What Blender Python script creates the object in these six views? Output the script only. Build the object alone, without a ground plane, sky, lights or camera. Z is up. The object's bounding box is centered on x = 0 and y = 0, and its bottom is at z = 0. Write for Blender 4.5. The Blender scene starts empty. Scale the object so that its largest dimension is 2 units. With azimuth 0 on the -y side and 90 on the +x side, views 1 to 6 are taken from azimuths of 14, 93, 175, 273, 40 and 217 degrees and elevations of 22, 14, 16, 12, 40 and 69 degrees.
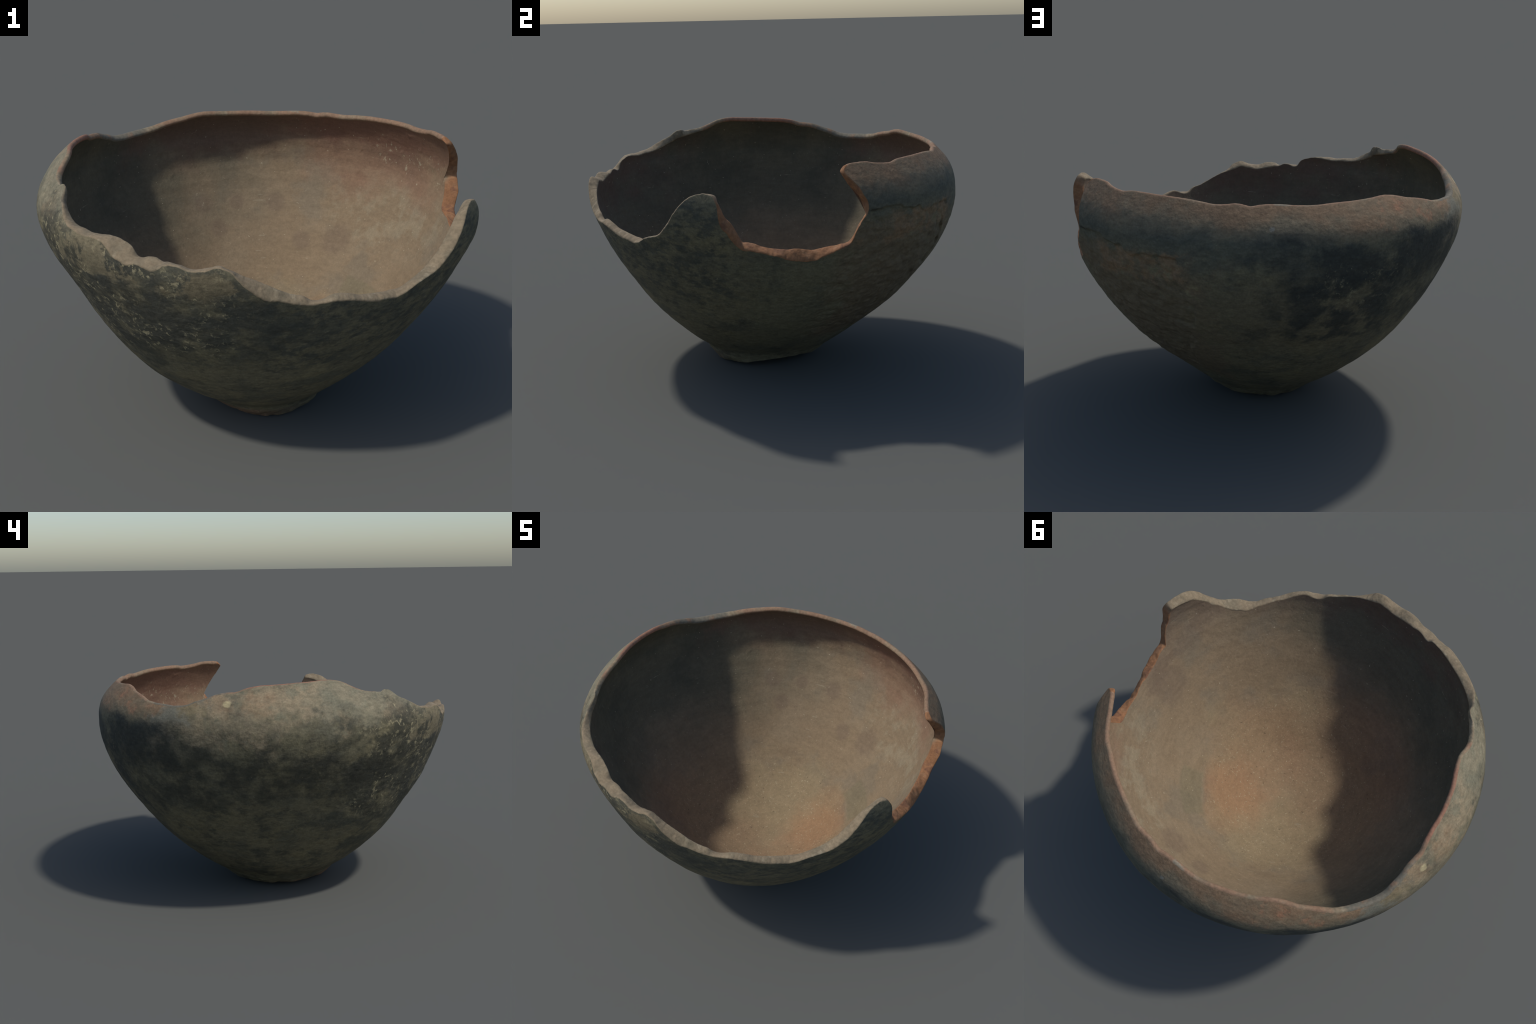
"""A broken hand-made pottery bowl: a deep conical vessel with an incurved lip,
a small worn foot, a chipped front edge and a deep notch on one side."""
import bpy
import numpy as np
from math import pi

RNG_SEED = 7

# ----------------------------------------------------------------------------
# helpers: smooth interpolation and lattice noise
# ----------------------------------------------------------------------------
def spline(x, xp, fp):
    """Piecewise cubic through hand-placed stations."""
    xp = np.asarray(xp, float)
    fp = np.asarray(fp, float)
    h = np.diff(xp)
    d = np.diff(fp) / h
    m = np.zeros_like(fp)
    m[1:-1] = (d[:-1] * h[1:] + d[1:] * h[:-1]) / (h[1:] + h[:-1])
    m[0], m[-1] = d[0], d[-1]
    x = np.clip(x, xp[0], xp[-1])
    i = np.clip(np.searchsorted(xp, x) - 1, 0, len(h) - 1)
    t = (x - xp[i]) / h[i]
    return ((1 + 2 * t) * (1 - t) ** 2 * fp[i] + t * (1 - t) ** 2 * h[i] * m[i]
            + t * t * (3 - 2 * t) * fp[i + 1] + t * t * (t - 1) * h[i] * m[i + 1])


def smooth(a, b, x):
    t = np.clip((x - a) / (b - a), 0, 1)
    return t * t * (3 - 2 * t)


_perm = np.random.RandomState(RNG_SEED).permutation(256)
_perm = np.concatenate([_perm, _perm, _perm])
_grad = np.random.RandomState(RNG_SEED + 1).normal(size=(256, 3))
_grad /= np.linalg.norm(_grad, axis=1)[:, None]


def noise(P, freq, seed=0):
    """Gradient noise in about -1..1 at the points P."""
    Q = P * freq + seed * 17.31
    i = np.floor(Q).astype(int)
    f = Q - i
    u = f * f * f * (f * (f * 6 - 15) + 10)
    i &= 255
    out = 0
    for dx in (0, 1):
        wx = u[..., 0] if dx else 1 - u[..., 0]
        for dy in (0, 1):
            wy = u[..., 1] if dy else 1 - u[..., 1]
            for dz in (0, 1):
                wz = u[..., 2] if dz else 1 - u[..., 2]
                h = _perm[_perm[_perm[(i[..., 0] + dx) & 255] + ((i[..., 1] + dy) & 255)] + ((i[..., 2] + dz) & 255)]
                g = _grad[h]
                out = out + wx * wy * wz * (g[..., 0] * (f[..., 0] - dx) + g[..., 1] * (f[..., 1] - dy) + g[..., 2] * (f[..., 2] - dz))
    return out * 1.6


def fbm(P, freq, octaves=3, seed=0):
    s, a, n = 0, 1.0, 0
    for k in range(octaves):
        s = s + a * noise(P, freq * 2 ** k, seed + k)
        n += a
        a *= 0.5
    return s / n


# ----------------------------------------------------------------------------
# the vessel's form: a slightly oval, leaning body of revolution
# ----------------------------------------------------------------------------
PROFILE_Z = [-.02, .0, .02, .04, .065, .09, .16, .26, .38, .52, .66, .80, .92, .98, 1.04, 1.10, 1.15, 1.19, 1.24, 1.30]
PROFILE_R = [.250, .258, .273, .292, .316, .341, .443, .562, .681, .791, .883, .951, .992, 1.000, .997, .977, .946, .915, .868, .800]
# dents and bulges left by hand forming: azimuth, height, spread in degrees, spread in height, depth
DENTS = [(148, .46, 21, .24, .014), (197, .66, 19, .18, -.018), (226, .72, 18, .15, -.021), (315, .12, 25, .08, -.008),
         (104, .46, 20, .22, -.015), (50, .25, 21, .13, -.017), (54, .11, 26, .05, .014), (112, .10, 22, .05, .010),
         (283, .05, 25, .04, .012), (35, 1.19, 28, .06, -.010), (265, .98, 30, .10, .006), (182, .32, 20, .16, -.012),
         (243, 1.00, 10, .06, .006), (342, .97, 14, .12, .006), (230, .30, 22, .10, .009), (250, .50, 20, .08, -.007),
         (203, 1.01, 25, .06, .004), (150, .17, 20, .07, -.010), (337, .20, 20, .08, -.008)]
# flatter curl of the lip on some sides
SHOULDER = [(203, 1.16, 42, .12, .016), (231, 1.09, 20, .09, .015), (115, 1.11, 38, .09, .016)]
INSIDE_DENTS = [(288, .78, 27, .21, .033), (100, .86, 35, .16, .010), (303, .20, 48, .14, -.025), (205, .65, 50, .40, -.007),
                (240, .62, 24, .30, -.014), (45, 1.08, 25, .08, -.010), (312, .33, 20, .12, -.012), (248, .34, 16, .15, -.011)]
LEAN_Z = [0, .12, .40, .75, 1.2]
LEAN_X = [.015, -.010, .002, .006, .012]
LEAN_Y = [-.048, -.033, -.003, .011, -.009]
OVAL_Z = [0, .4, .75, 1.2]
OVAL_2C = [-.011, -.017, -.005, .021]
OVAL_2S = [-.030, .000, .005, -.006]
OVAL_3C = [-.020, .004, -.003, -.001]
OVAL_3S = [-.015, .001, -.004, .005]
INSIDE_FLOOR = 0.066
# inside radius over the height above the floor
INSIDE_H = [0, .019, .064, .094, .194, .314, .454, .594, .734, .854, .934, .994, 1.054, 1.104, 1.134, 1.184, 1.234]
INSIDE_R = [0, .140, .280, .342, .478, .600, .718, .816, .889, .935, .946, .944, .921, .891, .868, .823, .766]


def oval(az, z):
    return (1 + spline(z, OVAL_Z, OVAL_2C) * np.cos(2 * az) + spline(z, OVAL_Z, OVAL_2S) * np.sin(2 * az)
            + spline(z, OVAL_Z, OVAL_3C) * np.cos(3 * az) + spline(z, OVAL_Z, OVAL_3S) * np.sin(3 * az))


def place(az, z, r):
    return np.stack([spline(z, LEAN_Z, LEAN_X) + r * np.cos(az), spline(z, LEAN_Z, LEAN_Y) + r * np.sin(az), z + 0 * az], -1)


def swell(az, z, bumps):
    r = 0
    for a, h, wa, wh, amp in bumps:
        d = (np.degrees(az) - a + 180) % 360 - 180
        r = r + amp * np.exp(-(d / wa) ** 2 - ((z - h) / wh) ** 2)
    return r


def outer_point(az, z):
    return place(az, z, spline(z, PROFILE_Z, PROFILE_R) * oval(az, z) + swell(az, z, DENTS + SHOULDER))


def inner_point(az, z):
    h = np.clip(z - INSIDE_FLOOR, 0, None)
    r = spline(np.sqrt(h), np.sqrt(INSIDE_H), INSIDE_R) * oval(az, z)
    return place(az, z, r + swell(az, z, INSIDE_DENTS + SHOULDER) * smooth(.0, .12, h))


# ----------------------------------------------------------------------------
# the rim, walked anticlockwise from the tip beside the notch.
# (azimuth, height) in degrees and metres
# ----------------------------------------------------------------------------
# finished rounded lip: azimuth, crest height
LIP = [(27, 1.199), (31, 1.203), (34, 1.201), (36, 1.194), (38, 1.189), (41, 1.185), (43.5, 1.184), (46, 1.191),
       (50, 1.194), (58, 1.194), (64, 1.192), (69, 1.187), (73, 1.181), (76, 1.183), (79, 1.188), (81, 1.185),
       (83, 1.180), (86, 1.187), (90, 1.190), (96, 1.186), (101, 1.186), (106, 1.191), (113, 1.195), (118, 1.199),
       (124.5, 1.203), (128, 1.193), (130.5, 1.183), (134, 1.174), (137, 1.164), (140, 1.150), (143, 1.144),
       (148, 1.140), (153, 1.138), (156, 1.145), (158.5, 1.162), (162, 1.181), (165, 1.200), (168, 1.208),
       (171, 1.213), (173.5, 1.228), (177, 1.239), (183, 1.245), (190, 1.251), (195, 1.255), (199, 1.259),
       (202, 1.257), (205, 1.247), (207, 1.230), (209, 1.214)]
# worn break along the front: azimuth, height of the outer and of the inner edge
FRONT = [(212, 1.196, 1.178), (215, 1.191, 1.166), (218, 1.188, 1.153), (220, 1.195, 1.148), (222, 1.189, 1.138),
         (224, 1.160, 1.122), (227, 1.135, 1.104), (230, 1.108, 1.088), (233, 1.088, 1.077), (237, 1.076, 1.072),
         (240, 1.074, 1.070), (243, 1.075, 1.075), (245, 1.071, 1.079), (247, 1.052, 1.080), (249, 1.025, 1.075),
         (251, 1.010, 1.066), (252.5, 1.000, 1.048), (253.5, 1.004, 1.024), (255, 1.010, 1.017), (257, 1.004, 1.026),
         (259, .994, 1.027), (260.5, 1.000, 1.014), (262, 1.020, 1.010), (265, 1.024, 1.002), (269, 1.008, .990),
         (272, 1.016, 1.000), (275, 1.028, 1.008), (277, 1.016, .992), (278.5, .987, .985), (280, .956, .977),
         (282, .923, .966), (285, .888, .943), (287, .886, .925), (290, .872, .903), (293, .858, .886),
         (294.5, .855, .866), (296, .857, .855), (298, .859, .860), (300, .860, .874), (302, .857, .876),
         (304, .852, .866), (307, .838, .847), (311, .816, .840), (314, .814, .829), (318, .807, .819),
         (320, .815, .812), (322, .833, .812), (324, .848, .827), (327, .862, .846), (329, .870, .870),
         (331, .890, .902), (333, .921, .925), (335, .961, .964), (337, 1.006, .995), (339.5, 1.050, 1.030),
         (342, 1.080, 1.045), (344, 1.090, 1.055), (346, 1.090, 1.065), (347.5, 1.083, 1.068)]
# fresh break round the notch: outer azimuth and height, inner azimuth and height, azimuth at the foot
NOTCH = [(348.7, 1.062, 348.0, 1.050, 347.2), (349.0, 1.025, 349.0, 1.015, 348.3), (349.1, .980, 350.0, .984, 349.7),
         (349.5, .945, 351.5, .955, 350.6), (350.8, .918, 352.4, .920, 351.4), (351.5, .888, 353.0, .895, 352.2),
         (353.0, .854, 354.0, .862, 353.2), (354.5, .833, 355.0, .860, 354.6), (357, .826, 357, .855, 357.2),
         (359, .820, 359, .841, 359.6), (362, .808, 362, .827, 363), (365, .793, 365, .823, 366.5),
         (367, .778, 367, .819, 369), (369, .774, 369, .823, 371.5), (371, .768, 371, .820, 374),
         (373, .766, 373, .814, 376.4), (375, .771, 375, .812, 378.6), (377, .786, 377, .818, 380.8),
         (379, .798, 380, .824, 383), (381, .811, 382.5, .826, 385), (383, .825, 385, .832, 387.5),
         (384.3, .845, 386, .850, 389.5), (385, .868, 386.7, .872, 391.3), (385.5, .900, 387.5, .900, 393),
         (386.3, .930, 388.5, .930, 394.8), (387.5, .962, 389.5, .958, 396.6), (388.7, .988, 390, .975, 398.4),
         (389.0, 1.015, 389.0, 1.015, 400.2), (388.8, 1.046, 388.4, 1.045, 402), (388.0, 1.072, 387.5, 1.072, 403.6),
         (387.4, 1.095, 386.2, 1.100, 405), (386.8, 1.118, 385.2, 1.122, 406.3), (386.0, 1.137, 384.8, 1.140, 407.5),
         (385.0, 1.158, 384.3, 1.160, 408.6), (384.4, 1.178, 384.0, 1.174, 409.6), (385.0, 1.189, 384.8, 1.183, 410.5)]

LIP_DROP, LIP_LEAN = -0.002, 0.022
rows = []                                    # az_out, z_out, az_in, z_in, az_foot, lip amount, notch amount
for az, z in LIP:
    foot = az + 25 * (1 - smooth(27, 130, az))
    rows.append((az, z - LIP_DROP, az, z - LIP_DROP - LIP_LEAN, foot, 1, 0))
for az, zo, zi in FRONT:
    rows.append((az, zo + .006, az, zi + .006, az - 1.5 * smooth(335, 347.5, az), 0, 0))
for ao, zo, ai, zi, af in NOTCH:
    if ao > 384:                              # upright side below the tip
        ao, ai = ao + .5, ai + .6
    rows.append((ao, zo, ai, zi, af, 0, 1))
rows = np.array(rows, float)
# close the walk: repeat a few stations on either side
wrap = np.array([360, 0, 360, 0, 360, 0, 0])
walk = np.vstack([rows[-4:] - wrap, rows, rows[:4] + wrap])
step = np.hypot(np.diff(walk[:, 1]), np.radians(np.diff(walk[:, 0])) * .95)
step = np.maximum(step, .004)
dist = np.concatenate([[0], np.cumsum(step)])
start, length = dist[4], dist[-4] - dist[4]

COLUMNS, ROWS_OUT, ROWS_CAP, ROWS_IN = 1440, 250, 12, 230
s = start + length * np.arange(COLUMNS) / COLUMNS
az_out, z_out, az_in, z_in, az_foot, lip, notch = [spline(s, dist, walk[:, k]) for k in range(7)]
lip, notch = np.clip(lip, 0, 1), np.clip(notch, 0, 1)
az_out, az_in, az_foot = np.radians(az_out), np.radians(az_in), np.radians(az_foot)

# small chips and nibbles along the break
ring = np.stack([np.cos(az_out), np.sin(az_out), z_out], -1)
nibble = fbm(ring, 22, 3, 3) + .8 * (.25 - np.abs(fbm(ring, 34, 2, 6)))
upright = smooth(.3, .8, notch) * smooth(.80, .90, z_out)
z_out = z_out + nibble * (.0055 * (1 - lip) + .002 * lip) * (1 - upright)
az_out = az_out + fbm(ring, 16, 3, 5) * .006 * upright
z_in = z_in + fbm(ring, 20, 3, 9) * (.0045 * (1 - lip) + .0015 * lip)

# ----------------------------------------------------------------------------
# outer wall: from the foot ring up to the outer edge
# ----------------------------------------------------------------------------
FOOT_AZ = [-180, -140, -115, -90, -60, -30, 10, 30, 60, 90, 130, 180]
FOOT_Z = [.031, .042, .026, .018, .016, .026, .055, .060, .044, .030, .028, .031]
foot_deg = (np.degrees(az_foot) + 180) % 360 - 180
z_foot = spline(foot_deg, FOOT_AZ, FOOT_Z)

q = np.linspace(0, 1, ROWS_OUT)[:, None]
climb = q ** 1.35
Z = z_foot + (z_out - z_foot) * climb
AZ = az_foot + (az_out - az_foot) * q ** 3
outer = outer_point(AZ, Z)


def grid_normals(G):
    ds = np.roll(G, -1, 1) - np.roll(G, 1, 1)
    dv = np.gradient(G, axis=0)
    n = np.cross(ds, dv)
    return n / np.maximum(np.linalg.norm(n, axis=-1, keepdims=True), 1e-9)


n_out = grid_normals(outer)
deg = np.degrees(AZ)
# hand-formed waviness and fine pitting
relief = .0045 * fbm(outer, 3.2, 2, 20) + .0022 * fbm(outer * [1, 1, 2], 14, 3, 24)
# spalled patch beside the notch, where the skin of the wall has flaked away
edge_wobble = fbm(outer, 5, 3, 31)
d_az = (deg - 40 + 180) % 360 - 180
top_edge = 1.0 - .0010 * np.clip(d_az + 10, 0, 90) + .10 * edge_wobble
side_edge = 25 - 22 * np.clip(.62 - Z, 0, 1) + 9 * edge_wobble
spall = smooth(0, .008, top_edge - Z) * smooth(0, .7, side_edge - d_az) * smooth(-26, -12, d_az + 10 * edge_wobble) * smooth(.12, .40, Z + .1 * edge_wobble)
flakes = fbm(outer * [1, 1, 1.5], 13, 4, 37)
relief = relief - spall * (.009 + .012 * flakes + .010 * np.clip(fbm(outer, 24, 2, 39) - .25, 0, 1))
# ragged foot
foot_rag = smooth(.10, .02, Z)
relief = relief + foot_rag * .018 * fbm(outer, 9, 3, 43)
edge_calm = np.minimum(1, (1 - q) * 30)
outer = outer + n_out * (relief * (.35 + .65 * edge_calm))[..., None]

# ----------------------------------------------------------------------------
# inner wall: from the inner edge down to the floor
# ----------------------------------------------------------------------------
q = np.linspace(1, 0, ROWS_IN)[:, None]
Zi = INSIDE_FLOOR + (z_in - INSIDE_FLOOR) * q ** 1.7
AZi = az_foot + (az_in - az_foot) * q ** 3
inner = inner_point(AZi, Zi)
n_in = grid_normals(inner)
relief = .004 * fbm(inner, 3.0, 2, 50) + .0012 * fbm(inner, 18, 3, 55)
relief = relief + .0004 * np.sin(Zi * 95 + 3 * fbm(inner, 2, 2, 58)) * smooth(.5, .8, Zi) * smooth(1.2, 1.0, Zi)
degi = np.degrees(AZi)
pits = np.clip(fbm(inner, 26, 2, 61) - .28, 0, 1) * smooth(.75, 1.0, Zi)
relief = relief + .006 * pits
inner = inner + n_in * (relief * np.minimum(1, (1 - q) * 30 + .3) * smooth(.0, .12, q))[..., None]

# ----------------------------------------------------------------------------
# the edge between them: rounded lip or rough break
# ----------------------------------------------------------------------------
O, I = outer[-1], inner[0]
mid = (O + I) / 2
tangent = np.roll(mid, -1, 0) - np.roll(mid, 1, 0)
for _ in range(6):
    tangent = (np.roll(tangent, 1, 0) + tangent * 2 + np.roll(tangent, -1, 0)) / 4
across = O - I
outward = np.cross(across, tangent)
outward /= np.linalg.norm(outward, axis=1)[:, None]
below = outer[-8] - O
flip = np.sign((outward * below).sum(1))
outward *= -np.sign(np.median(flip))
u = np.linspace(0, 1, ROWS_CAP + 2)[1:-1][:, None, None]
theta = pi * u
bulge = (.015 * lip + .010 * (1 - lip) - .003 * notch)[None, :, None]
half = (O - I) / 2
cap = mid + half * np.sign(np.cos(theta)) * np.abs(np.cos(theta)) ** .85 + outward * bulge * np.sin(theta) ** .8
cap = cap + outward * (np.sin(theta[..., 0]) * ((.006 + .003 * notch) * (1 - lip) + .0012 * lip) * fbm(cap, 15, 3, 71))[..., None]

# ----------------------------------------------------------------------------
# underside of the foot
# ----------------------------------------------------------------------------
ROWS_BASE = 40
base_edge = outer[0]
base_mid = np.array([base_edge[:, 0].mean(), base_edge[:, 1].mean(), .022])
k = (np.arange(1, ROWS_BASE) / ROWS_BASE)[:, None, None]
base = base_mid + (base_edge - base_mid) * k
sag = .017 + .085 * (base[..., 0] - base_mid[0]) + .085 * (base[..., 1] - base_mid[1])        # worn, tilted sole
sole = k[..., 0] ** 2.5
base[..., 2] = base_edge[:, 2] * sole + sag * (1 - sole) + .006 * fbm(base, 9, 3, 80) * np.sin(pi * k[..., 0])

rings = np.concatenate([base, outer, cap, inner[:-1]], 0)
lowest = rings[..., 2].min()
rings[..., 2] -= lowest
centre_base = np.array([base_mid[0], base_mid[1], .017 - lowest])
centre_floor = inner[-1].mean(0) - [0, 0, lowest]

N_RINGS = len(rings)
verts = np.concatenate([rings.reshape(-1, 3), [centre_base, centre_floor]])
j = np.arange(COLUMNS)
jn = (j + 1) % COLUMNS
rr = np.arange(N_RINGS - 1)[:, None] * COLUMNS
quads = np.stack([rr + j, rr + jn, rr + COLUMNS + jn, rr + COLUMNS + j], -1)
CB, CF = len(verts) - 2, len(verts) - 1
last = (N_RINGS - 1) * COLUMNS
fan_base = np.stack([np.full(COLUMNS, CB), jn, j], -1)
fan_floor = np.stack([last + j, last + jn, np.full(COLUMNS, CF)], -1)

# vertex normals of the whole surface, shared by all parts
vn = np.zeros_like(verts)
flat = quads.reshape(-1, 4)
fn = np.cross(verts[flat[:, 2]] - verts[flat[:, 0]], verts[flat[:, 3]] - verts[flat[:, 1]])
for c in range(4):
    for ax in range(3):
        vn[:, ax] += np.bincount(flat[:, c], fn[:, ax], len(verts))
vn[CB], vn[CF] = (0, 0, -1), (0, 0, 1)
vn /= np.maximum(np.linalg.norm(vn, axis=1), 1e-12)[:, None]

# ----------------------------------------------------------------------------
# parts
# ----------------------------------------------------------------------------
bowl = bpy.data.objects.new("broken_bowl", None)
bowl["label"] = "broken dark fired clay bowl with notched jagged rim"
bowl["category"] = "pottery bowl"
bpy.context.scene.collection.objects.link(bowl)


def make_part(name, quad_faces, tri_faces, material):
    """A region of the whole surface as an object; border vertices coincide."""
    loops = [quad_faces.reshape(-1)]
    sizes = [np.full(len(quad_faces), 4)]
    if tri_faces is not None:
        loops.append(tri_faces.reshape(-1))
        sizes.append(np.full(len(tri_faces), 3))
    loops, sizes = np.concatenate(loops), np.concatenate(sizes)
    used, local = np.unique(loops, return_inverse=True)
    me = bpy.data.meshes.new(name)
    me.vertices.add(len(used))
    me.vertices.foreach_set("co", verts[used].astype(np.float32).ravel())
    me.loops.add(len(loops))
    me.loops.foreach_set("vertex_index", local.astype(np.int32).ravel())
    me.polygons.add(len(sizes))
    me.polygons.foreach_set("loop_start", np.concatenate([[0], np.cumsum(sizes)[:-1]]).astype(np.int32))
    me.polygons.foreach_set("use_smooth", np.ones(len(sizes), bool))
    me.update(calc_edges=True)
    me.validate()
    me.normals_split_custom_set_from_vertices(vn[used].tolist())
    me.materials.append(material)
    ob = bpy.data.objects.new(name, me)
    ob.parent = bowl
    bpy.context.scene.collection.objects.link(ob)
    return ob


# ----------------------------------------------------------------------------
# materials: all colour is computed from the position on the vessel
# ----------------------------------------------------------------------------
class Clay:
    """Small layer-by-layer colour builder on top of one node tree."""

    def __init__(self, name, base):
        self.mat = bpy.data.materials.new(name)
        self.mat.use_nodes = True
        self.nt = self.mat.node_tree
        self.bsdf = self.nt.nodes["Principled BSDF"]
        self.bsdf.inputs["Specular IOR Level"].default_value = .25
        coord = self.nt.nodes.new("ShaderNodeTexCoord")
        self.P = coord.outputs["Object"]
        sep = self.nt.nodes.new("ShaderNodeSeparateXYZ")
        self.nt.links.new(self.P, sep.inputs[0])
        self.x, self.y, self.z = sep.outputs
        self.rad = self.math("MAXIMUM", self.math("SQRT", self.math("ADD", self.math("MULTIPLY", self.x, self.x), self.math("MULTIPLY", self.y, self.y))), .02)
        self._cache = {}
        self.col = self.rgb(base)

    def put(self, socket, v):
        if hasattr(v, "is_output") or hasattr(v, "links"):
            self.nt.links.new(v, socket)
        else:
            socket.default_value = v

    def rgb(self, c):
        n = self.nt.nodes.new("ShaderNodeRGB")
        n.outputs[0].default_value = (*c, 1)
        return n.outputs[0]

    def math(self, op, a, b=0.0):
        n = self.nt.nodes.new("ShaderNodeMath")
        n.operation = op
        self.put(n.inputs[0], a)
        self.put(n.inputs[1], b)
        return n.outputs[0]

    def times(self, *f):
        out = f[0]
        for g in f[1:]:
            out = self.math("MULTIPLY", out, g)
        return out

    def ramp(self, v, lo, hi):
        """Smooth step; falls when lo > hi."""
        n = self.nt.nodes.new("ShaderNodeMapRange")
        n.interpolation_type = "SMOOTHSTEP"
        self.put(n.inputs["Value"], v)
        a, b, c, d = (lo, hi, 0.0, 1.0) if lo < hi else (hi, lo, 1.0, 0.0)
        n.inputs["From Min"].default_value = a
        n.inputs["From Max"].default_value = b
        n.inputs["To Min"].default_value = c
        n.inputs["To Max"].default_value = d
        return n.outputs["Result"]

    def noise(self, scale, detail=4.0, rough=.55, stretch=(1, 1, 1), shift=0.0, warp=0.0):
        key = (scale, detail, rough, stretch, shift, warp)
        if key not in self._cache:
            m = self.nt.nodes.new("ShaderNodeMapping")
            m.inputs["Scale"].default_value = stretch
            m.inputs["Location"].default_value = (shift, shift * .7, -shift * .3)
            self.nt.links.new(self.P, m.inputs["Vector"])
            n = self.nt.nodes.new("ShaderNodeTexNoise")
            n.inputs["Scale"].default_value = scale
            n.inputs["Detail"].default_value = detail
            n.inputs["Roughness"].default_value = rough
            n.inputs["Distortion"].default_value = warp
            self.nt.links.new(m.outputs[0], n.inputs["Vector"])
            self._cache[key] = n.outputs["Fac"]
        return self._cache[key]

    def around(self, az, width, soft, wobble=None):
        """1 within width degrees of an azimuth, fading over soft degrees."""
        a = np.radians(az)
        dot = self.math("DIVIDE", self.math("ADD", self.math("MULTIPLY", self.x, float(np.cos(a))), self.math("MULTIPLY", self.y, float(np.sin(a)))), self.rad)
        dot = self.math("MINIMUM", self.math("MAXIMUM", dot, -1.0), 1.0)
        ang = self.math("MULTIPLY", self.math("ARCCOSINE", dot), 180 / pi)
        if wobble:
            ang = self.math("ADD", ang, self.math("MULTIPLY", self.math("SUBTRACT", self.noise(*wobble[0]), .5), wobble[1] * 2))
        return self.ramp(ang, width + soft / 2, width - soft / 2)

    def height(self, wob=.12, scale=6.0, shift=3.0):
        """Height with an uneven edge."""
        fine = self.math("MULTIPLY", self.math("SUBTRACT", self.noise(scale, 7.0, .68, (1, 1, 1), shift), .5), wob * 2.2)
        broad = self.math("MULTIPLY", self.math("SUBTRACT", self.noise(2.2, 3.0, .5, (1, 1, 1), shift + 30.0), .5), wob * 2.0)
        return self.math("ADD", self.math("ADD", self.z, fine), broad)

    def band(self, lo, hi, soft=.06, wob=.12, scale=6.0, shift=3.0):
        h = self.height(wob, scale, shift)
        return self.math("MULTIPLY", self.ramp(h, lo - soft / 2, lo + soft / 2), self.ramp(h, hi + soft / 2, hi - soft / 2))

    def spot(self, centre, radius, soft=.3, wob=.3, scale=12.0, shift=5.0):
        n = self.nt.nodes.new("ShaderNodeVectorMath")
        n.operation = "DISTANCE"
        self.nt.links.new(self.P, n.inputs[0])
        n.inputs[1].default_value = centre
        d = self.math("DIVIDE", n.outputs["Value"], radius)
        d = self.math("ADD", d, self.math("MULTIPLY", self.math("SUBTRACT", self.noise(scale, 4.0, .6, (1, 1, 1), shift), .5), wob * 2))
        return self.ramp(d, 1 + soft, 1 - soft)

    def layer(self, colour, fac, strength=1.0):
        n = self.nt.nodes.new("ShaderNodeMix")
        n.data_type = "RGBA"
        f = self.math("MULTIPLY", fac, strength) if strength != 1.0 else fac
        self.put(n.inputs[0], f)
        self.nt.links.new(self.col, n.inputs[6])
        self.put(n.inputs[7], (*colour, 1))
        self.col = n.outputs[2]

    def grain(self, amount, scale=60.0, shift=11.0, stretch=(1, 1, 1)):
        """Multiply by a neutral mottling."""
        f = self.ramp(self.noise(scale, 6.0, .65, stretch, shift), .25, .75)
        v = self.math("ADD", self.math("MULTIPLY", f, amount * 2), 1 - amount)
        n = self.nt.nodes.new("ShaderNodeVectorMath")
        n.operation = "SCALE"
        self.nt.links.new(self.col, n.inputs[0])
        self.nt.links.new(v, n.inputs["Scale"])
        self.col = n.outputs[0]

    def tint(self, factors):
        n = self.nt.nodes.new("ShaderNodeVectorMath")
        n.operation = "MULTIPLY"
        self.nt.links.new(self.col, n.inputs[0])
        n.inputs[1].default_value = factors
        self.col = n.outputs[0]

    def finish(self, rough=.82, bump=.25, scale=70.0, distance=.006):
        self.nt.links.new(self.col, self.bsdf.inputs["Base Color"])
        self.bsdf.inputs["Roughness"].default_value = rough
        b = self.nt.nodes.new("ShaderNodeBump")
        b.inputs["Strength"].default_value = bump
        b.inputs["Distance"].default_value = distance
        self.nt.links.new(self.noise(scale, 6.0, .6, (1, 1, 1), 21.0), b.inputs["Height"])
        self.nt.links.new(b.outputs[0], self.bsdf.inputs["Normal"])
        return self.mat


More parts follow.
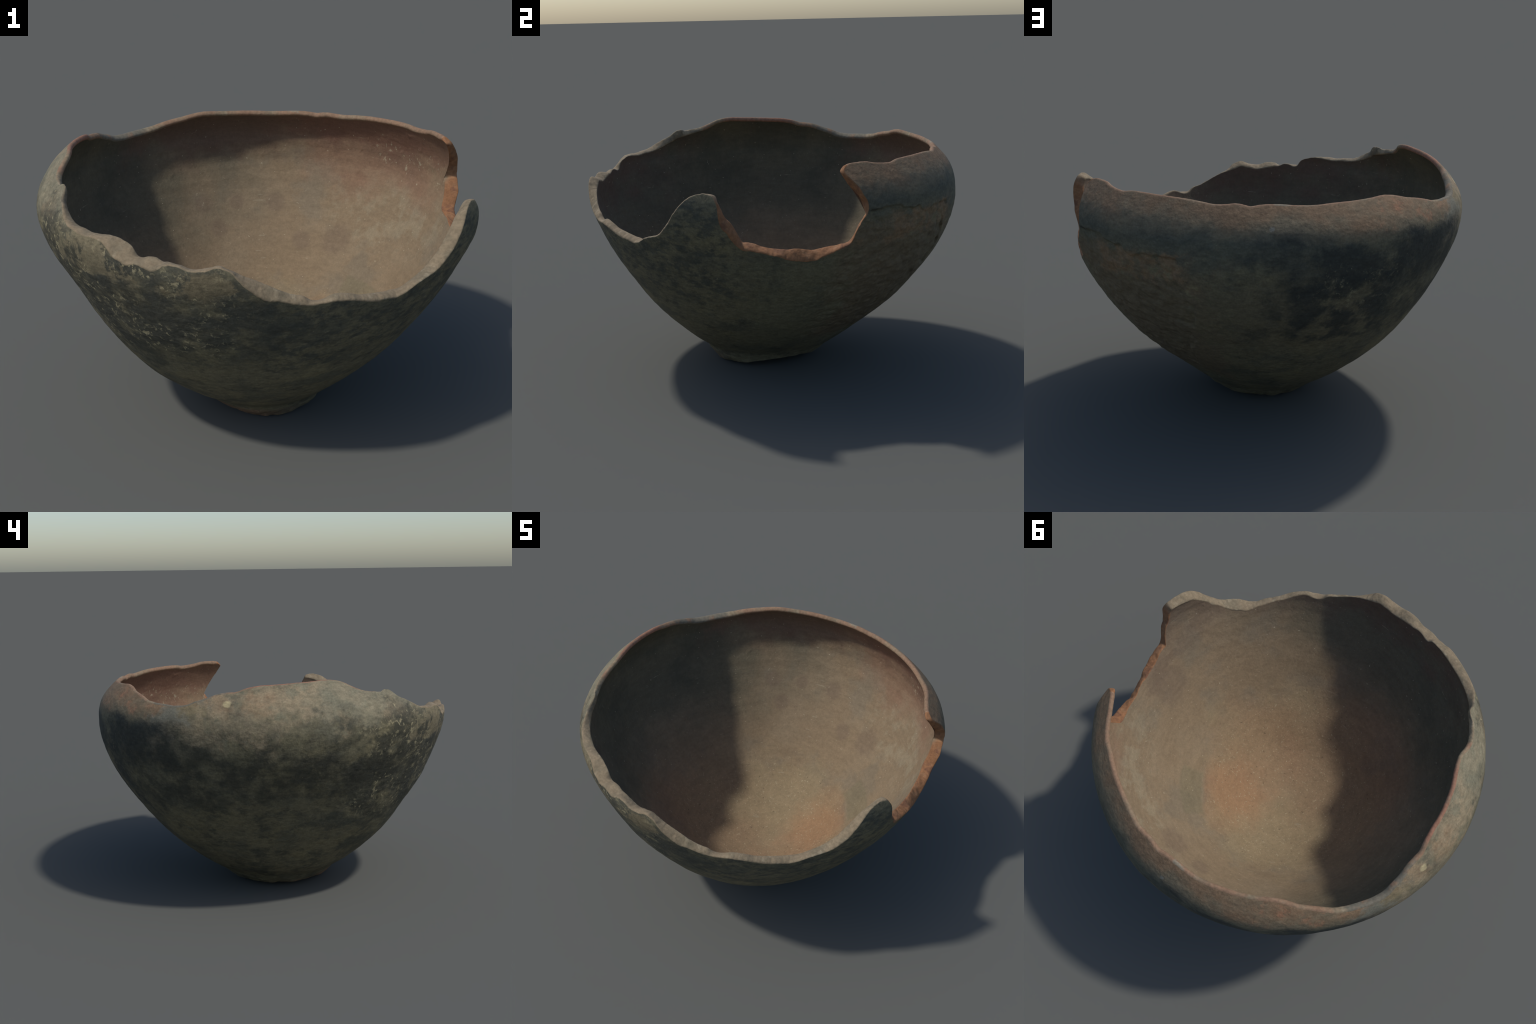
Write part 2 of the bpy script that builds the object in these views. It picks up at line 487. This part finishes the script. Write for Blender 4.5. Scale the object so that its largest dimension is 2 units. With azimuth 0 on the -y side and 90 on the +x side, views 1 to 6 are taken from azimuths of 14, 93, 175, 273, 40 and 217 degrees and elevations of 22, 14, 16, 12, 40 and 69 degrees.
def smoked_outside(name):
    c = Clay(name, (.112, .101, .068))
    W = ((5.0, 7.0, .68, (1, 1, 1), 8.0), 32.0)
    # cloudy olive, brown and slate tones of the reduction firing
    c.layer((.132, .116, .072), c.ramp(c.noise(3.0, 5.0, .6, (1, 1, 1.4), 2.0), .45, .70))
    c.layer((.076, .074, .056), c.ramp(c.noise(4.5, 6.0, .65, (1, 1, 1.6), 14.0), .48, .64), .9)
    c.layer((.050, .049, .039), c.ramp(c.noise(9.0, 6.0, .7, (1, 1, 1.8), 31.0), .54, .66), .7)
    c.layer((.044, .046, .038), c.times(c.around(205, 60, 40, W), c.band(.10, .66, .15, .2), c.ramp(c.noise(4.0, 6.0, .68, (1, 1, 1.3), 34.0), .48, .60)), .75)
    # brown worn skin beside the notch and low on the back
    c.layer((.120, .092, .062), c.times(c.around(44, 26, 12, W), c.band(.25, .96, .1)), .8)
    c.layer((.100, .084, .058), c.times(c.around(85, 30, 20, W), c.band(.45, .85, .15)), .5)
    c.layer((.118, .110, .072), c.times(c.around(8, 16, 14, W), c.band(.2, .80, .1)), .7)
    # slate-blue belt under the lip
    c.layer((.056, .058, .050), c.times(c.around(50, 30, 16, W), c.band(.985, 1.09, .10, .08)), .6)
    c.layer((.066, .068, .055), c.times(c.around(85, 22, 20, W), c.band(.92, 1.08, .08, .1)), .7)
    # soot-black patches
    c.layer((.026, .029, .028), c.times(c.around(122, 32, 22, W), c.band(.80, 1.06, .10, .16), c.ramp(c.noise(6.0, 6.0, .68, (1, 1, 1), 43.0), .26, .50)), .86)
    c.layer((.022, .026, .027), c.times(c.around(108, 20, 20, W), c.band(.50, .85, .15, .3), c.ramp(c.noise(7.0, 5.0, .6, (1, 1, 1), 41.0), .42, .56)), .8)
    c.layer((.037, .037, .030), c.times(c.around(168, 34, 24, W), c.band(.60, .92, .20, .30), c.ramp(c.noise(5.0, 6.0, .68, (1, 1, 1), 45.0), .36, .54)), .85)
    c.layer((.037, .037, .030), c.times(c.around(224, 34, 24, W), c.band(.60, 1.07, .12, .3), c.ramp(c.noise(6.0, 5.0, .6, (1, 1, 1), 47.0), .40, .54)), .85)
    c.layer((.042, .043, .037), c.times(c.around(262, 26, 16, W), c.band(.62, .98, .12, .2), c.ramp(c.noise(6.0, 5.0, .6, (1, 1, 1), 52.0), .36, .54)), .85)
    c.layer((.046, .049, .043), c.times(c.around(318, 40, 24, W), c.band(.45, 1.08, .15, .2), c.ramp(c.noise(14.0, 6.0, .7, (1, 1, 1.6), 57.0), .44, .60)), .8)
    # pale buff shoulder on the -x side
    buff = c.times(c.around(187, 33, 22, W), c.band(1.02, 1.4, .10, .30, 5.0, 63.0))
    c.layer((.225, .180, .122), c.times(buff, c.ramp(c.noise(7.0, 6.0, .68, (1, 1, 1), 64.0), .34, .58)), .72)
    c.layer((.105, .108, .080), c.times(buff, c.ramp(c.noise(10.0, 6.0, .7, (1, 1, 1.3), 62.0), .50, .62)), .6)
    c.layer((.150, .142, .104), c.times(c.around(214, 22, 14, W), c.band(1.04, 1.4, .08, .2)), .6)
    c.layer((.130, .110, .080), c.times(c.around(165, 24, 16, W), c.band(.93, 1.06, .08, .2), c.ramp(c.noise(9.0, 5.0, .6, (1, 1, 1), 66.0), .42, .6)), .6)
    c.layer((.130, .118, .076), c.times(c.around(190, 20, 20, W), c.band(.88, 1.02, .12, .2), c.ramp(c.noise(8.0, 5.0, .6, (1, 1, 1), 69.0), .42, .6)), .6)
    # red-brown lip of the back
    c.layer((.135, .110, .075), c.times(c.around(95, 62, 16, W), c.band(1.06, 1.4, .06, .05)), .85)
    c.layer((.170, .108, .066), c.times(c.around(98, 78, 14, W), c.band(1.115, 1.4, .09, .10), c.ramp(c.noise(5.0, 6.0, .65, (1, 1, 1), 74.0), .32, .58)), .85)
    c.layer((.300, .130, .075), c.times(c.around(135, 12, 10, W), c.band(1.09, 1.4, .05, .1), c.ramp(c.noise(16.0, 4.0, .6, (1, 1, 1), 72.0), .52, .66)), .35)
    c.layer((.120, .120, .100), c.times(c.around(152, 7, 8, W), c.band(1.05, 1.4, .05, .05)), .8)
    # bare patch under the front edge
    c.layer((.140, .120, .080), c.times(c.around(243, 9, 3, W), c.band(.905, 1.4, .03, .08)), .85)
    c.layer((.130, .108, .070), c.times(c.around(272, 5, 3, W), c.band(.90, .99, .03, .08)), .8)
    # rusty flaked skin along the top of the spalled patch
    c.layer((.185, .118, .070), c.times(c.around(50, 13, 6, W), c.band(.83, .975, .03, .08), c.ramp(c.noise(12.0, 5.0, .65, (1, 1, 1), 75.0), .40, .56)), .7)
    c.layer((.150, .138, .085), c.times(c.around(57, 6, 5, W), c.band(.78, .93, .04, .08), c.ramp(c.noise(20.0, 5.0, .65, (1, 1, 1), 76.0), .44, .58)), .7)
    # reddish wear round the foot
    c.layer((.160, .095, .062), c.times(c.around(245, 55, 50, W), c.band(-.2, .062, .04, .06)), .75)
    # cream lime crust in little flecks
    crust = c.math("MAXIMUM", c.times(c.around(244, 32, 20, W), c.band(.58, 1.04, .16, .2)), c.math("MULTIPLY", c.times(c.around(110, 12, 16, W), c.band(.70, .92, .1, .2)), .45))
    flecks = c.ramp(c.noise(42.0, 4.0, .6, (1, 1, 1), 77.0, .6), .545, .605)
    clump = c.ramp(c.noise(7.0, 4.0, .6, (1, 1, 1), 81.0), .40, .54)
    c.layer((.270, .240, .155), c.times(crust, flecks, clump, c.ramp(c.noise(18.0, 3.0, .6, (1, 1, 1), 84.0), .36, .58)), .8)
    c.layer((.200, .185, .125), c.ramp(c.noise(58.0, 3.0, .6, (1, 1, 1), 88.0), .70, .76), .5)
    c.layer((.420, .370, .220), c.spot((-.935, .185, 1.160), .018, .4, .8, 26.0), .5)
    c.layer((.220, .230, .220), c.spot((.030, .958, 1.100), .012, .3, .5, 40.0), .35)
    c.tint((1.26, 1.22, 1.12))
    c.grain(.22, 30.0, 11.0, (1, 1, 2.2))
    c.grain(.16, 110.0, 15.0)
    return c.finish(.78, .45, 60.0)


def buff_inside(name):
    c = Clay(name, (.216, .158, .096))
    W = ((3.0, 4.0, .6, (1, 1, 1), 8.0), 40.0)
    c.layer((.232, .175, .110), c.ramp(c.noise(2.6, 4.0, .6, (1, 1, 1), 4.0), .45, .65), .8)
    c.layer((.185, .150, .102), c.ramp(c.noise(4.0, 5.0, .6, (1, 1, 1), 17.0), .50, .66), .7)
    c.layer((.260, .215, .140), c.times(c.around(50, 30, 30, W), c.band(.55, .85, .15), c.ramp(c.noise(11.0, 5.0, .65, (1, 1, 1), 23.0), .44, .6)), .6)
    # iron-red hearth on the floor
    c.layer((.260, .200, .115), c.band(-.2, .30, .16, .2), .6)
    c.layer((.300, .145, .070), c.times(c.spot((.260, .190, .170), .19, .7, .9, 5.0, 9.0), c.band(-.2, .30, .02, .03)), .50)
    c.layer((.270, .150, .085), c.spot((.28, -.15, .20), .26, .5, .7, 4.0, 12.0), .32)
    c.layer((.230, .130, .080), c.times(c.spot((-.20, -.35, .25), .42, .5, .7, 4.0, 15.0)), .35)
    c.layer((.165, .140, .085), c.times(c.around(42, 14, 3), c.band(.305, .395, .015, .02)), .6)
    # sooty far side and red-brown shoulder
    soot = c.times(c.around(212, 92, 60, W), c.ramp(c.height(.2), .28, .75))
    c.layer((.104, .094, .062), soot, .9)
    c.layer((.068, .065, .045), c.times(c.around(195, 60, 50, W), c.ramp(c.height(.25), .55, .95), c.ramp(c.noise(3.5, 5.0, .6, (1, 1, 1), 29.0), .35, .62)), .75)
    c.layer((.105, .068, .048), c.times(c.around(262, 34, 30, W), c.ramp(c.height(.2), .78, .96)), .85)
    c.layer((.140, .096, .066), c.times(c.around(335, 40, 30, W), c.ramp(c.height(.25), .72, 1.02)), .7)
    c.layer((.125, .080, .054), c.times(c.around(95, 52, 24, W), c.ramp(c.height(.2), .84, 1.06)), .9)
    c.layer((.225, .120, .075), c.times(c.around(62, 30, 20, W), c.band(.82, 1.02, .20, .14)), .5)
    c.layer((.190, .098, .064), c.times(c.around(55, 36, 20, W), c.ramp(c.height(.1), .98, 1.06)), .7)
    # round stains on the back wall
    for p, r in (((-.109, .836, .679), .055), ((.056, .717, .504), .05), ((.254, .691, .526), .085), ((-.39, .653, .572), .05),
                 ((-.322, .779, .694), .04), ((-.488, .679, .698), .05), ((.82, .019, .669), .11), ((.863, .084, .753), .07)):
        c.layer((.155, .112, .076), c.spot(p, r, .35, .45, 10.0), .5)
    # pale scratches, lime specks and dark pits
    c.layer((.330, .280, .190), c.times(c.ramp(c.noise(9.0, 3.0, .6, (1, 1, 9), 33.0), .67, .72), c.ramp(c.noise(3.0, 2.0, .5, (1, 1, 1), 36.0), .5, .62)), .45)
    c.layer((.400, .345, .235), c.ramp(c.noise(64.0, 2.0, .5, (1, 1, 1), 39.0), .715, .76), .7)
    c.layer((.360, .300, .190), c.times(c.band(-.2, .32, .12), c.ramp(c.noise(80.0, 2.0, .5, (1, 1, 1), 43.0), .63, .70)), .6)
    c.layer((.340, .290, .190), c.times(c.around(45, 22, 16, W), c.band(.94, 1.06, .05), c.ramp(c.noise(46.0, 3.0, .6, (1, 1, 1), 46.0), .60, .66)), .7)
    c.layer((.100, .070, .045), c.times(c.band(-.2, .32, .12), c.ramp(c.noise(52.0, 2.0, .5, (1, 1, 1), 49.0), .69, .74)), .6)
    c.grain(.08, 9.0, 13.0, (1, 1, 5))
    c.grain(.09, 45.0, 11.0)
    c.grain(.10, 120.0, 15.0)
    return c.finish(.85, .35, 75.0)


def worn_edge(name, lip_side):
    c = Clay(name, (.218, .168, .106))
    W = ((6.0, 4.0, .6, (1, 1, 1), 8.0), 20.0)
    c.layer((.168, .138, .090), c.ramp(c.noise(9.0, 5.0, .6, (1, 1, 1), 4.0), .45, .62), .8)
    c.layer((.290, .240, .160), c.ramp(c.noise(22.0, 4.0, .6, (1, 1, 1), 6.0), .55, .68), .6)
    if lip_side:
        c.layer((.235, .138, .085), c.times(c.around(100, 85, 16, W), c.ramp(c.noise(7.0, 5.0, .6, (1, 1, 1), 14.0), .30, .56)), .85)
        c.layer((.260, .125, .080), c.times(c.around(192, 18, 10, W), c.ramp(c.noise(8.0, 4.0, .6, (1, 1, 1), 9.0), .35, .55)), .8)
        c.layer((.135, .130, .100), c.times(c.around(158, 13, 8, W), c.ramp(c.noise(12.0, 4.0, .6, (1, 1, 1), 12.0), .38, .55)), .85)
        c.layer((.200, .190, .140), c.times(c.around(90, 6, 4, W), c.ramp(c.noise(20.0, 4.0, .6, (1, 1, 1), 16.0), .42, .55)), .7)
    else:
        fresh = c.around(9, 20.6, 2.0)
        c.layer((.235, .112, .052), fresh)
        c.layer((.280, .150, .076), c.times(fresh, c.ramp(c.noise(24.0, 4.0, .6, (1, 1, 1), 19.0), .52, .66)), .7)
        c.layer((.150, .072, .042), c.times(fresh, c.ramp(c.noise(15.0, 4.0, .6, (1, 1, 1), 22.0), .54, .66)), .8)
        c.layer((.110, .100, .075), c.times(c.around(215, 14, 8, W), c.ramp(c.noise(14.0, 4.0, .6, (1, 1, 1), 25.0), .45, .58)), .7)
    c.grain(.20, 60.0, 11.0)
    return c.finish(.85, .5, 55.0)


outer_clay = smoked_outside("smoked_clay")
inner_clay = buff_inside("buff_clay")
lip_clay = worn_edge("lip_clay", True)
edge_clay = worn_edge("broken_clay", False)


b0, o0, c0, i0 = 0, len(base), len(base) + ROWS_OUT, len(base) + ROWS_OUT + ROWS_CAP
foot_rows = int(ROWS_OUT * .14)
is_lip = lip > .5
make_part("foot", quads[b0:o0 + foot_rows].reshape(-1, 4), fan_base, outer_clay)
make_part("outer_wall", quads[o0 + foot_rows:c0 - 1].reshape(-1, 4), None, outer_clay)
make_part("rim_lip", quads[c0 - 1:i0][:, is_lip].reshape(-1, 4), None, lip_clay)
make_part("broken_edge", quads[c0 - 1:i0][:, ~is_lip].reshape(-1, 4), None, edge_clay)
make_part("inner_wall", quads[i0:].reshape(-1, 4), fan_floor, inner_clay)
